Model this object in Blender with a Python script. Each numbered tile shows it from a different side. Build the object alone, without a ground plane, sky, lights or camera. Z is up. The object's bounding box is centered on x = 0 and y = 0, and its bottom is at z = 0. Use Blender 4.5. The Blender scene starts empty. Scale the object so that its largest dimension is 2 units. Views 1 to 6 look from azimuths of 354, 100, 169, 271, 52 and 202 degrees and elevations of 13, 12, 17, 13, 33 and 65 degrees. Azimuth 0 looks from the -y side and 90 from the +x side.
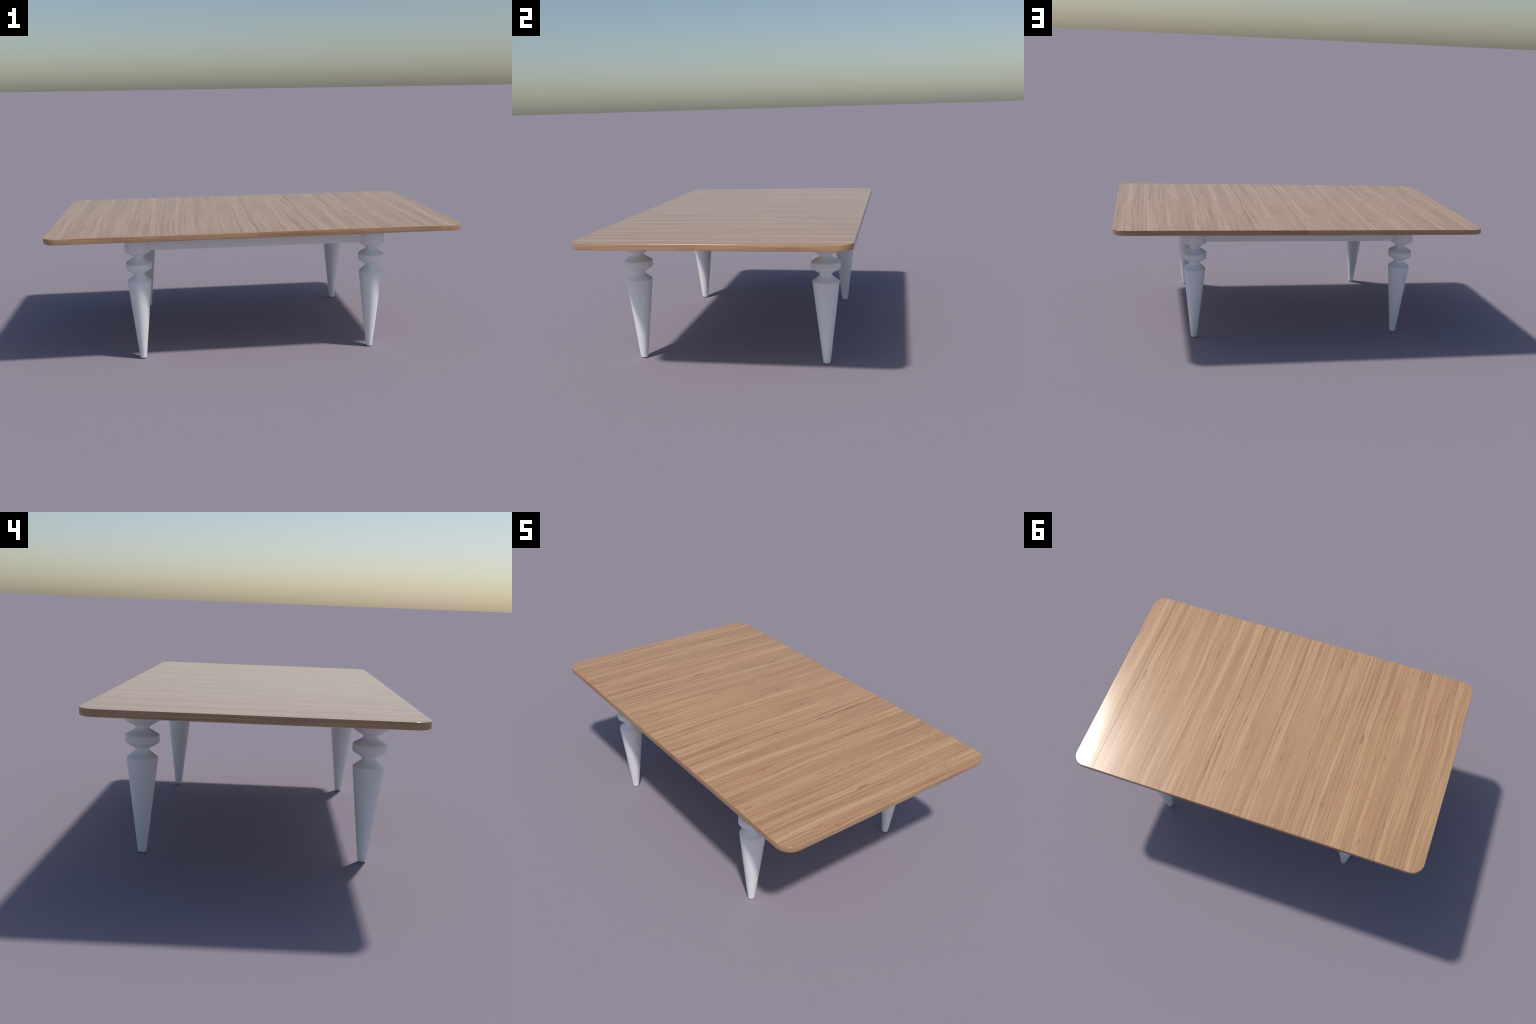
"""Extending dining table: oak-look top in four boards on turned white legs."""
import bpy, bmesh, math
from mathutils import Vector

# ------------------------------------------------------------------ sizes (m)
HALF_LENGTH, HALF_DEPTH = 1.0, 0.602
TOP_Z, UNDER_Z = 0.6455, 0.6180
CORNER_RADIUS = 0.068
EDGE_ROUND = 0.0026            # rounding of the outer rim
SEAM_ROUND = 0.0002            # tiny arris where boards meet
SEAM_GAP = 0.0009
SEAM_X = 0.874                 # end boards start here; the middle seam is x = 0
LEG_X, LEG_Y = 0.5755, 0.4495
LEG_SHIFT_X = 0.0014           # the whole base sits a touch to +x
LEG_OVAL = 0.924               # legs are slightly oval: narrower along x
APRON_FACE_Y, APRON_FACE_X, APRON_THICK, APRON_LOW = 0.476, 0.601, 0.022, 0.5503

# ------------------------------------------------------------- node utilities
class Graph:
    def __init__(self, name):
        self.mat = bpy.data.materials.new(name)
        self.mat.use_nodes = True
        self.t = self.mat.node_tree
        self.t.nodes.clear()
        self.out = self.t.nodes.new("ShaderNodeOutputMaterial")
        self.bsdf = self.t.nodes.new("ShaderNodeBsdfPrincipled")
        self.t.links.new(self.bsdf.outputs[0], self.out.inputs[0])

    def put(self, sock, val):
        if hasattr(val, "is_output"):
            self.t.links.new(val, sock)
        else:
            sock.default_value = val

    def math(self, op, a, b=0.0, c=0.0, clamp=False):
        n = self.t.nodes.new("ShaderNodeMath")
        n.operation, n.use_clamp = op, clamp
        for s, v in zip(n.inputs, (a, b, c)):
            self.put(s, v)
        return n.outputs[0]

    def object_xyz(self):
        c = self.t.nodes.new("ShaderNodeTexCoord")
        s = self.t.nodes.new("ShaderNodeSeparateXYZ")
        self.t.links.new(c.outputs["Object"], s.inputs[0])
        return s.outputs

    def vec(self, x, y, z):
        n = self.t.nodes.new("ShaderNodeCombineXYZ")
        for s, v in zip(n.inputs, (x, y, z)):
            self.put(s, v)
        return n.outputs[0]

    def noise(self, x, y, z, scale=(1, 1, 1), detail=2.0, rough=0.5, distortion=0.0):
        n = self.t.nodes.new("ShaderNodeTexNoise")
        n.inputs["Scale"].default_value = 1.0
        n.inputs["Detail"].default_value = detail
        n.inputs["Roughness"].default_value = rough
        n.inputs["Distortion"].default_value = distortion
        v = self.vec(self.math("MULTIPLY", x, scale[0]),
                     self.math("MULTIPLY", y, scale[1]),
                     self.math("MULTIPLY", z, scale[2]))
        self.put(n.inputs["Vector"], v)
        return n.outputs["Fac"]

    def step(self, v, lo, hi):
        n = self.t.nodes.new("ShaderNodeMapRange")
        n.interpolation_type = "SMOOTHSTEP"
        for s, val in zip(n.inputs, (v, lo, hi, 0.0, 1.0)):
            self.put(s, val)
        return n.outputs[0]

    def mix(self, f, a, b, mode="MIX"):
        n = self.t.nodes.new("ShaderNodeMix")
        n.data_type, n.blend_type = "RGBA", mode
        self.put(n.inputs[0], f)
        for s, v in ((n.inputs[6], a), (n.inputs[7], b)):
            self.put(s, v if hasattr(v, "is_output") else (*v, 1.0))
        return n.outputs[2]

    def ramp(self, f, stops):
        n = self.t.nodes.new("ShaderNodeValToRGB")
        e = n.color_ramp.elements
        while len(e) < len(stops):
            e.new(0.5)
        for el, (p, c) in zip(e, stops):
            el.position, el.color = p, (*c, 1.0)
        self.put(n.inputs[0], f)
        return n.outputs[0]


# ------------------------------------------------------------------ materials
ROUGH, SPEC, GLARE_TILT = 0.19, 0.6, 0.23
VENEER_PERIOD = 1.127          # the veneer pattern repeats along the table
KNOTS = [(0.106, 0.203), (0.484, -0.331), (0.711, 0.277), (0.936, 0.393)]
VEINS = [(0.840, 1.0), (0.270, 0.8), (0.688, 0.7), (1.097, 0.8), (1.032, 0.6), (0.170, 0.5), (0.420, 0.5), (0.585, 0.5)]


def veneer(name, shift, glare_tilt=None):
    """Top veneer: grain along y, streaks and staves across x."""
    g = Graph(name)
    x, y, z = g.object_xyz()
    u = g.math("FLOORED_MODULO", g.math("ADD", x, shift), VENEER_PERIOD)

    # wavering of the fibres; stronger beside the knots
    w1 = g.math("SUBTRACT", g.noise(u, y, 0.0, (3, 1.5, 1), 1), 0.5)
    w2 = g.math("SUBTRACT", g.noise(u, y, 5.0, (26, 5, 1), 2), 0.5)
    uw = g.math("ADD", u, g.math("ADD", g.math("MULTIPLY", w1, 0.030),
                                 g.math("MULTIPLY", w2, 0.007)))
    knot = None
    for ku, ky in KNOTS:
        du = g.math("SUBTRACT", u, ku)
        dy = g.math("SUBTRACT", y, ky)
        r2 = g.math("ADD", g.math("POWER", g.math("DIVIDE", du, 0.0125), 2.0),
                    g.math("POWER", g.math("DIVIDE", dy, 0.0085), 2.0))
        core = g.math("EXPONENT", g.math("MULTIPLY", r2, -0.9))
        halo = g.math("EXPONENT", g.math("MULTIPLY", g.math("ADD",
                      g.math("POWER", g.math("DIVIDE", du, 0.024), 2.0),
                      g.math("POWER", g.math("DIVIDE", dy, 0.075), 2.0)), -1.0))
        uw = g.math("ADD", uw, g.math("MULTIPLY", g.math("MULTIPLY", halo, du), -0.75))
        spot = g.math("MAXIMUM", g.math("MULTIPLY", core, 0.60), g.math("MULTIPLY", halo, 0.17))
        knot = spot if knot is None else g.math("MAXIMUM", knot, spot)

    broad = g.noise(uw, y, 1.0, (20, 0.5, 1), 2, 0.5)
    medium = g.noise(uw, y, 2.0, (90, 0.9, 1), 3, 0.6)
    fine = g.noise(uw, y, 3.0, (280, 2.2, 1), 3, 0.65)
    pore = g.noise(u, y, 4.0, (650, 26, 1), 1, 0.5)
    tone = g.math("ADD", g.math("MULTIPLY", broad, 0.26),
                  g.math("ADD", g.math("MULTIPLY", medium, 0.46), g.math("MULTIPLY", fine, 0.44)))
    col = g.ramp(g.step(tone, 0.36, 0.80), [
        (0.00, (0.315, 0.172, 0.084)), (0.28, (0.438, 0.246, 0.126)),
        (0.52, (0.520, 0.306, 0.163)), (0.78, (0.592, 0.366, 0.202)),
        (1.00, (0.675, 0.450, 0.265))])
    # staves: sharper-edged lighter and darker strips of uneven width
    vor = g.t.nodes.new("ShaderNodeTexVoronoi")
    vor.voronoi_dimensions = "1D"
    vor.inputs["Scale"].default_value = 1.0
    vor.inputs["Randomness"].default_value = 1.0
    g.put(vor.inputs["W"], g.math("MULTIPLY", uw, 46.0))
    stave = g.t.nodes.new("ShaderNodeSeparateColor")
    g.t.links.new(vor.outputs["Color"], stave.inputs[0])
    fade = g.step(g.noise(uw, y, 6.0, (10, 1.6, 1), 1), 0.38, 0.58)
    col = g.mix(g.math("MULTIPLY", g.math("MULTIPLY", g.step(stave.outputs[0], 0.55, 1.0), fade), 0.42),
                col, (0.655, 0.435, 0.255))
    col = g.mix(g.math("MULTIPLY", g.step(stave.outputs[1], 0.5, 1.0), 0.34), col, (0.365, 0.208, 0.115))
    # salmon drift of the heartwood, in narrow strips
    pink = g.step(g.noise(uw, y, 7.0, (46, 1.0, 1), 2), 0.52, 0.68)
    col = g.mix(g.math("MULTIPLY", pink, 0.40), col, (0.545, 0.277, 0.157))
    # hair-thin dark and pale growth lines
    lines = g.step(g.noise(uw, y, 9.0, (210, 1.1, 1), 2, 0.6), 0.585, 0.655)
    col = g.mix(g.math("MULTIPLY", lines, 0.40), col, (0.215, 0.112, 0.060))
    pale = g.step(g.noise(uw, y, 10.0, (230, 1.0, 1), 2, 0.55), 0.59, 0.67)
    col = g.mix(g.math("MULTIPLY", pale, 0.29), col, (0.720, 0.500, 0.310))
    col = g.mix(g.math("MULTIPLY", g.step(pore, 0.60, 0.80), 0.15), col, (0.20, 0.11, 0.065))
    # beaded dark veins
    beads = g.step(g.noise(u, y, 12.0, (18, 9, 1), 2, 0.6), 0.54, 0.64)
    vein = None
    for vu, strength in VEINS:
        d = g.math("DIVIDE", g.math("SUBTRACT", uw, vu), 0.0030)
        v = g.math("MULTIPLY", g.math("EXPONENT", g.math("MULTIPLY", g.math("MULTIPLY", d, d), -1.0)), strength)
        vein = v if vein is None else g.math("MAXIMUM", vein, v)
    col = g.mix(g.math("MULTIPLY", g.math("MULTIPLY", vein, beads), 0.85), col, (0.120, 0.056, 0.034))
    fleck = g.step(g.noise(uw, y, 15.0, (200, 6.0, 1), 1, 0.5), 0.700, 0.755)
    col = g.mix(g.math("MULTIPLY", fleck, 0.72), col, (0.125, 0.060, 0.037))
    col = g.mix(knot, col, (0.345, 0.135, 0.072))
    g.put(g.bsdf.inputs["Base Color"], col)
    g.put(g.bsdf.inputs["Roughness"], ROUGH)
    g.put(g.bsdf.inputs["Specular IOR Level"], SPEC)
    bump = g.t.nodes.new("ShaderNodeBump")
    bump.inputs["Strength"].default_value = 0.03
    bump.inputs["Distance"].default_value = 0.001
    g.put(bump.inputs["Height"], fine)
    if glare_tilt:                  # flat end board, normals tilted to strengthen sun glare: (axis x, slope per metre)
        geo = g.t.nodes.new("ShaderNodeNewGeometry")
        add = g.t.nodes.new("ShaderNodeVectorMath")
        g.put(add.inputs[0], geo.outputs["Normal"])
        g.put(add.inputs[1], g.vec(g.math("MULTIPLY", g.math("SUBTRACT", x, glare_tilt[0]), glare_tilt[1]), 0.0, 0.0))
        unit = g.t.nodes.new("ShaderNodeVectorMath")
        unit.operation = "NORMALIZE"
        g.put(unit.inputs[0], add.outputs[0])
        g.put(bump.inputs["Normal"], unit.outputs[0])
    g.put(g.bsdf.inputs["Normal"], bump.outputs[0])
    return g.mat


def edging(name, seed, contrast, tint=(1.0, 1.0, 1.0)):
    """Edge banding: grain runs horizontally round the rim."""
    g = Graph(name)
    x, y, z = g.object_xyz()
    zw = g.math("ADD", z, g.math("MULTIPLY", g.noise(x, y, seed, (5, 5, 1), 2), 0.010))
    a = g.noise(x, y, g.math("ADD", zw, seed), (2.0, 2.0, 260), 3, 0.55)
    b = g.noise(x, y, g.math("ADD", zw, seed + 3.0), (7.0, 7.0, 900), 2, 0.55)
    tone = g.math("ADD", g.math("MULTIPLY", a, 0.65), g.math("MULTIPLY", b, 0.35))
    col = g.ramp(g.step(tone, 0.30, 0.70), [
        (0.0, (0.330, 0.186, 0.098)), (0.5, (0.468, 0.278, 0.150)), (1.0, (0.545, 0.355, 0.205))])
    col = g.mix(1.0, col, tint, "MULTIPLY")
    uneven = g.step(g.noise(x, y, seed + 11.0, (5.0, 5.0, 1), 2), 0.45, 0.65)
    col = g.mix(g.math("MULTIPLY", uneven, 0.30), col, (0.300, 0.172, 0.096))
    dark = g.step(g.noise(x, y, g.math("ADD", zw, seed + 7.0), (1.4, 1.4, 330), 2, 0.5), 0.56, 0.70)
    col = g.mix(g.math("MULTIPLY", dark, contrast), col, (0.170, 0.086, 0.048))
    g.put(g.bsdf.inputs["Base Color"], col)
    g.put(g.bsdf.inputs["Roughness"], ROUGH)
    return g.mat


def lacquer(name):
    g = Graph(name)
    x, y, z = g.object_xyz()
    n = g.noise(x, y, z, (9, 9, 9), 3)
    col = g.mix(n, (0.845, 0.845, 0.847), (0.865, 0.865, 0.865))
    g.put(g.bsdf.inputs["Base Color"], col)
    g.put(g.bsdf.inputs["Roughness"], 0.5)
    return g.mat


# ------------------------------------------------------------------- geometry
def new_object(name, bm, mats, parent, smooth_angle=None):
    me = bpy.data.meshes.new(name)
    bmesh.ops.recalc_face_normals(bm, faces=bm.faces[:])
    bm.to_mesh(me)
    bm.free()
    for m in mats:
        me.materials.append(m)
    ob = bpy.data.objects.new(name, me)
    bpy.context.scene.collection.objects.link(ob)
    ob.parent = parent
    if smooth_angle is not None:
        me.shade_smooth()
        me.set_sharp_from_angle(angle=math.radians(smooth_angle))
    return ob


def board_outline(x_in, x_out, inset_rim, inset_seam, rounded, arc=16):
    """Plan of a board that runs from a seam (x_in) to x_out, drawn for the
    +x half; rounded boards have the two outer corners radiused."""
    xi = x_in + inset_seam + SEAM_GAP / 2
    xo = x_out - (inset_rim if rounded else inset_seam + SEAM_GAP / 2)
    hy = HALF_DEPTH - inset_rim
    pts = [(xi, -hy)]
    if rounded:
        r = CORNER_RADIUS - inset_rim
        for cy, start in ((-(hy - r), -90), (hy - r, 0)):
            for k in range(arc + 1):
                a = math.radians(start + 90 * k / arc)
                pts.append((xo - r + r * math.cos(a), cy + r * math.sin(a)))
    else:
        pts += [(xo, -hy), (xo, hy)]
    pts.append((xi, hy))
    return pts


def make_board(name, x_in, x_out, side, rounded, mats, parent):
    bm = bmesh.new()
    steps = 4
    profile = []                                     # (z, inset factor 0..1)
    for k in range(steps + 1):
        a = math.pi / 2 * k / steps
        profile.append((UNDER_Z, 1 - math.sin(a), 1 - math.cos(a), +1))
    for k in range(steps + 1):
        a = math.pi / 2 * k / steps
        profile.append((TOP_Z, 1 - math.cos(a), 1 - math.sin(a), -1))
    rings = []
    for base, inset, lift, sgn in profile:
        # seam edges keep the same ring heights but a much smaller inset
        pts = board_outline(x_in, x_out, inset * EDGE_ROUND, inset * SEAM_ROUND, rounded)
        zz = base + sgn * lift * EDGE_ROUND
        rings.append([bm.verts.new((side * px, py, zz)) for px, py in pts])
    n = len(rings[0])
    for lower, upper in zip(rings, rings[1:]):
        for i in range(n):
            j = (i + 1) % n
            f = bm.faces.new((lower[i], lower[j], upper[j], upper[i]))
            f.material_index = 1
    bm.faces.new(rings[0][::-1]).material_index = 0
    bm.faces.new(rings[-1]).material_index = 0
    ob = new_object(name, bm, mats, parent, 40)
    # the flat faces stay flat: rim vertices of top and underside point straight
    # up or down, and the small rounding blends into them
    me = ob.data
    flat_top, flat_under = TOP_Z - 1e-5, UNDER_Z + 1e-5
    normals = []
    for loop, corner in zip(me.loops, me.corner_normals):
        h = me.vertices[loop.vertex_index].co.z
        if h > flat_top:
            normals.append((0.0, 0.0, 1.0))
        elif h < flat_under:
            normals.append((0.0, 0.0, -1.0))
        else:
            normals.append(tuple(corner.vector))
    me.normals_split_custom_set(normals)
    return ob


# turned profile, bottom to top: (height, radius across y)
LEG_PROFILE = [
    (0.0000, 0.0135), (0.0012, 0.0160), (0.0040, 0.0174), (0.0080, 0.0180),
    (0.3925, 0.0626), (0.3950, 0.0629), (0.3975, 0.0622), (0.4005, 0.0585),
    (0.4205, 0.0335), (0.4240, 0.0298), (0.4270, 0.0287), (0.4335, 0.0287),
    (0.4360, 0.0325), (0.4545, 0.0625), (0.4570, 0.0662), (0.4595, 0.0676),
    (0.4620, 0.0681), (0.4850, 0.0681), (0.4875, 0.0674), (0.4905, 0.0640),
    (0.5090, 0.0335), (0.5125, 0.0296), (0.5150, 0.0285), (0.5212, 0.0285),
    (0.5240, 0.0325), (0.5415, 0.0622), (0.5440, 0.0660), (0.5465, 0.0675),
    (0.5490, 0.0681), (0.6175, 0.0681)]


def leg_mesh(mat):
    bm = bmesh.new()
    seg = 64
    rings = []
    for h, r in LEG_PROFILE:
        rings.append([bm.verts.new((LEG_OVAL * r * math.cos(2 * math.pi * k / seg),
                                    r * math.sin(2 * math.pi * k / seg), h)) for k in range(seg)])
    for lo, up in zip(rings, rings[1:]):
        for k in range(seg):
            j = (k + 1) % seg
            bm.faces.new((lo[k], lo[j], up[j], up[k]))
    bm.faces.new(rings[0][::-1])
    bm.faces.new(rings[-1])
    return bm


def box(bm, lo, hi, bevel):
    res = bmesh.ops.create_cube(bm, size=1.0)
    for v in res["verts"]:
        for i in range(3):
            v.co[i] = (lo[i] + hi[i]) / 2 + v.co[i] * (hi[i] - lo[i])
    bmesh.ops.bevel(bm, geom=bm.edges[:], offset=bevel, segments=2, affect="EDGES")


def main():
    table = bpy.data.objects.new("dining_table", None)
    bpy.context.scene.collection.objects.link(table)
    table["label"] = "low oak-topped dining table with turned white tapered legs"
    table["category"] = "table"

    edge_main = edging("oak_edging", 1.3, 0.22)
    edge_other = edging("oak_edging_reddish", 8.6, 0.30, (0.93, 0.90, 0.90))
    edge_end = edging("oak_edging_striped", 4.1, 0.50)
    make_board("tabletop_board", 0.0, SEAM_X, +1, False, [veneer("oak_veneer_right", 0.0), edge_other], table)
    make_board("tabletop_board", 0.0, SEAM_X, -1, False, [veneer("oak_veneer_left", 0.203), edge_main], table)
    make_board("end_board", SEAM_X, HALF_LENGTH, +1, True, [veneer("oak_veneer_end_right", -0.505, (0.90, GLARE_TILT)), edge_end], table)
    make_board("end_board", SEAM_X, HALF_LENGTH, -1, True, [veneer("oak_veneer_end_left", 1.488, (-0.90, GLARE_TILT)), edge_end], table)

    # loose tongues close the joints just below the surface
    for cx in (-SEAM_X, 0.0, SEAM_X):
        bm = bmesh.new()
        box(bm, (cx - 0.004, -HALF_DEPTH + 0.0012, UNDER_Z + 0.0012),
            (cx + 0.004, HALF_DEPTH - 0.0012, TOP_Z - 0.0012), 0.0022)
        new_object("joint_tongue", bm, [edge_end], table, 40)

    white = lacquer("white_lacquer")
    first = new_object("leg", leg_mesh(white), [white], table, 50)
    first.location = (LEG_X + LEG_SHIFT_X, LEG_Y, 0)
    for sx, sy in ((1, -1), (-1, 1), (-1, -1)):
        leg = first.copy()
        leg.location = (sx * LEG_X + LEG_SHIFT_X, sy * LEG_Y, 0)
        bpy.context.scene.collection.objects.link(leg)

    top = UNDER_Z - 0.0005
    long_half, short_half = LEG_X - 0.045, LEG_Y - 0.05
    for s in (-1, 1):
        bm = bmesh.new()
        y0, y1 = sorted((s * APRON_FACE_Y, s * (APRON_FACE_Y - APRON_THICK)))
        box(bm, (-long_half, y0, APRON_LOW), (long_half, y1, top), 0.0012)
        new_object("apron", bm, [white], table, 40)
    for s in (-1, 1):
        bm = bmesh.new()
        x0, x1 = sorted((s * APRON_FACE_X, s * (APRON_FACE_X - APRON_THICK)))
        box(bm, (x0, -short_half, APRON_LOW), (x1, short_half, top), 0.0012)
        new_object("apron", bm, [white], table, 40)


main()
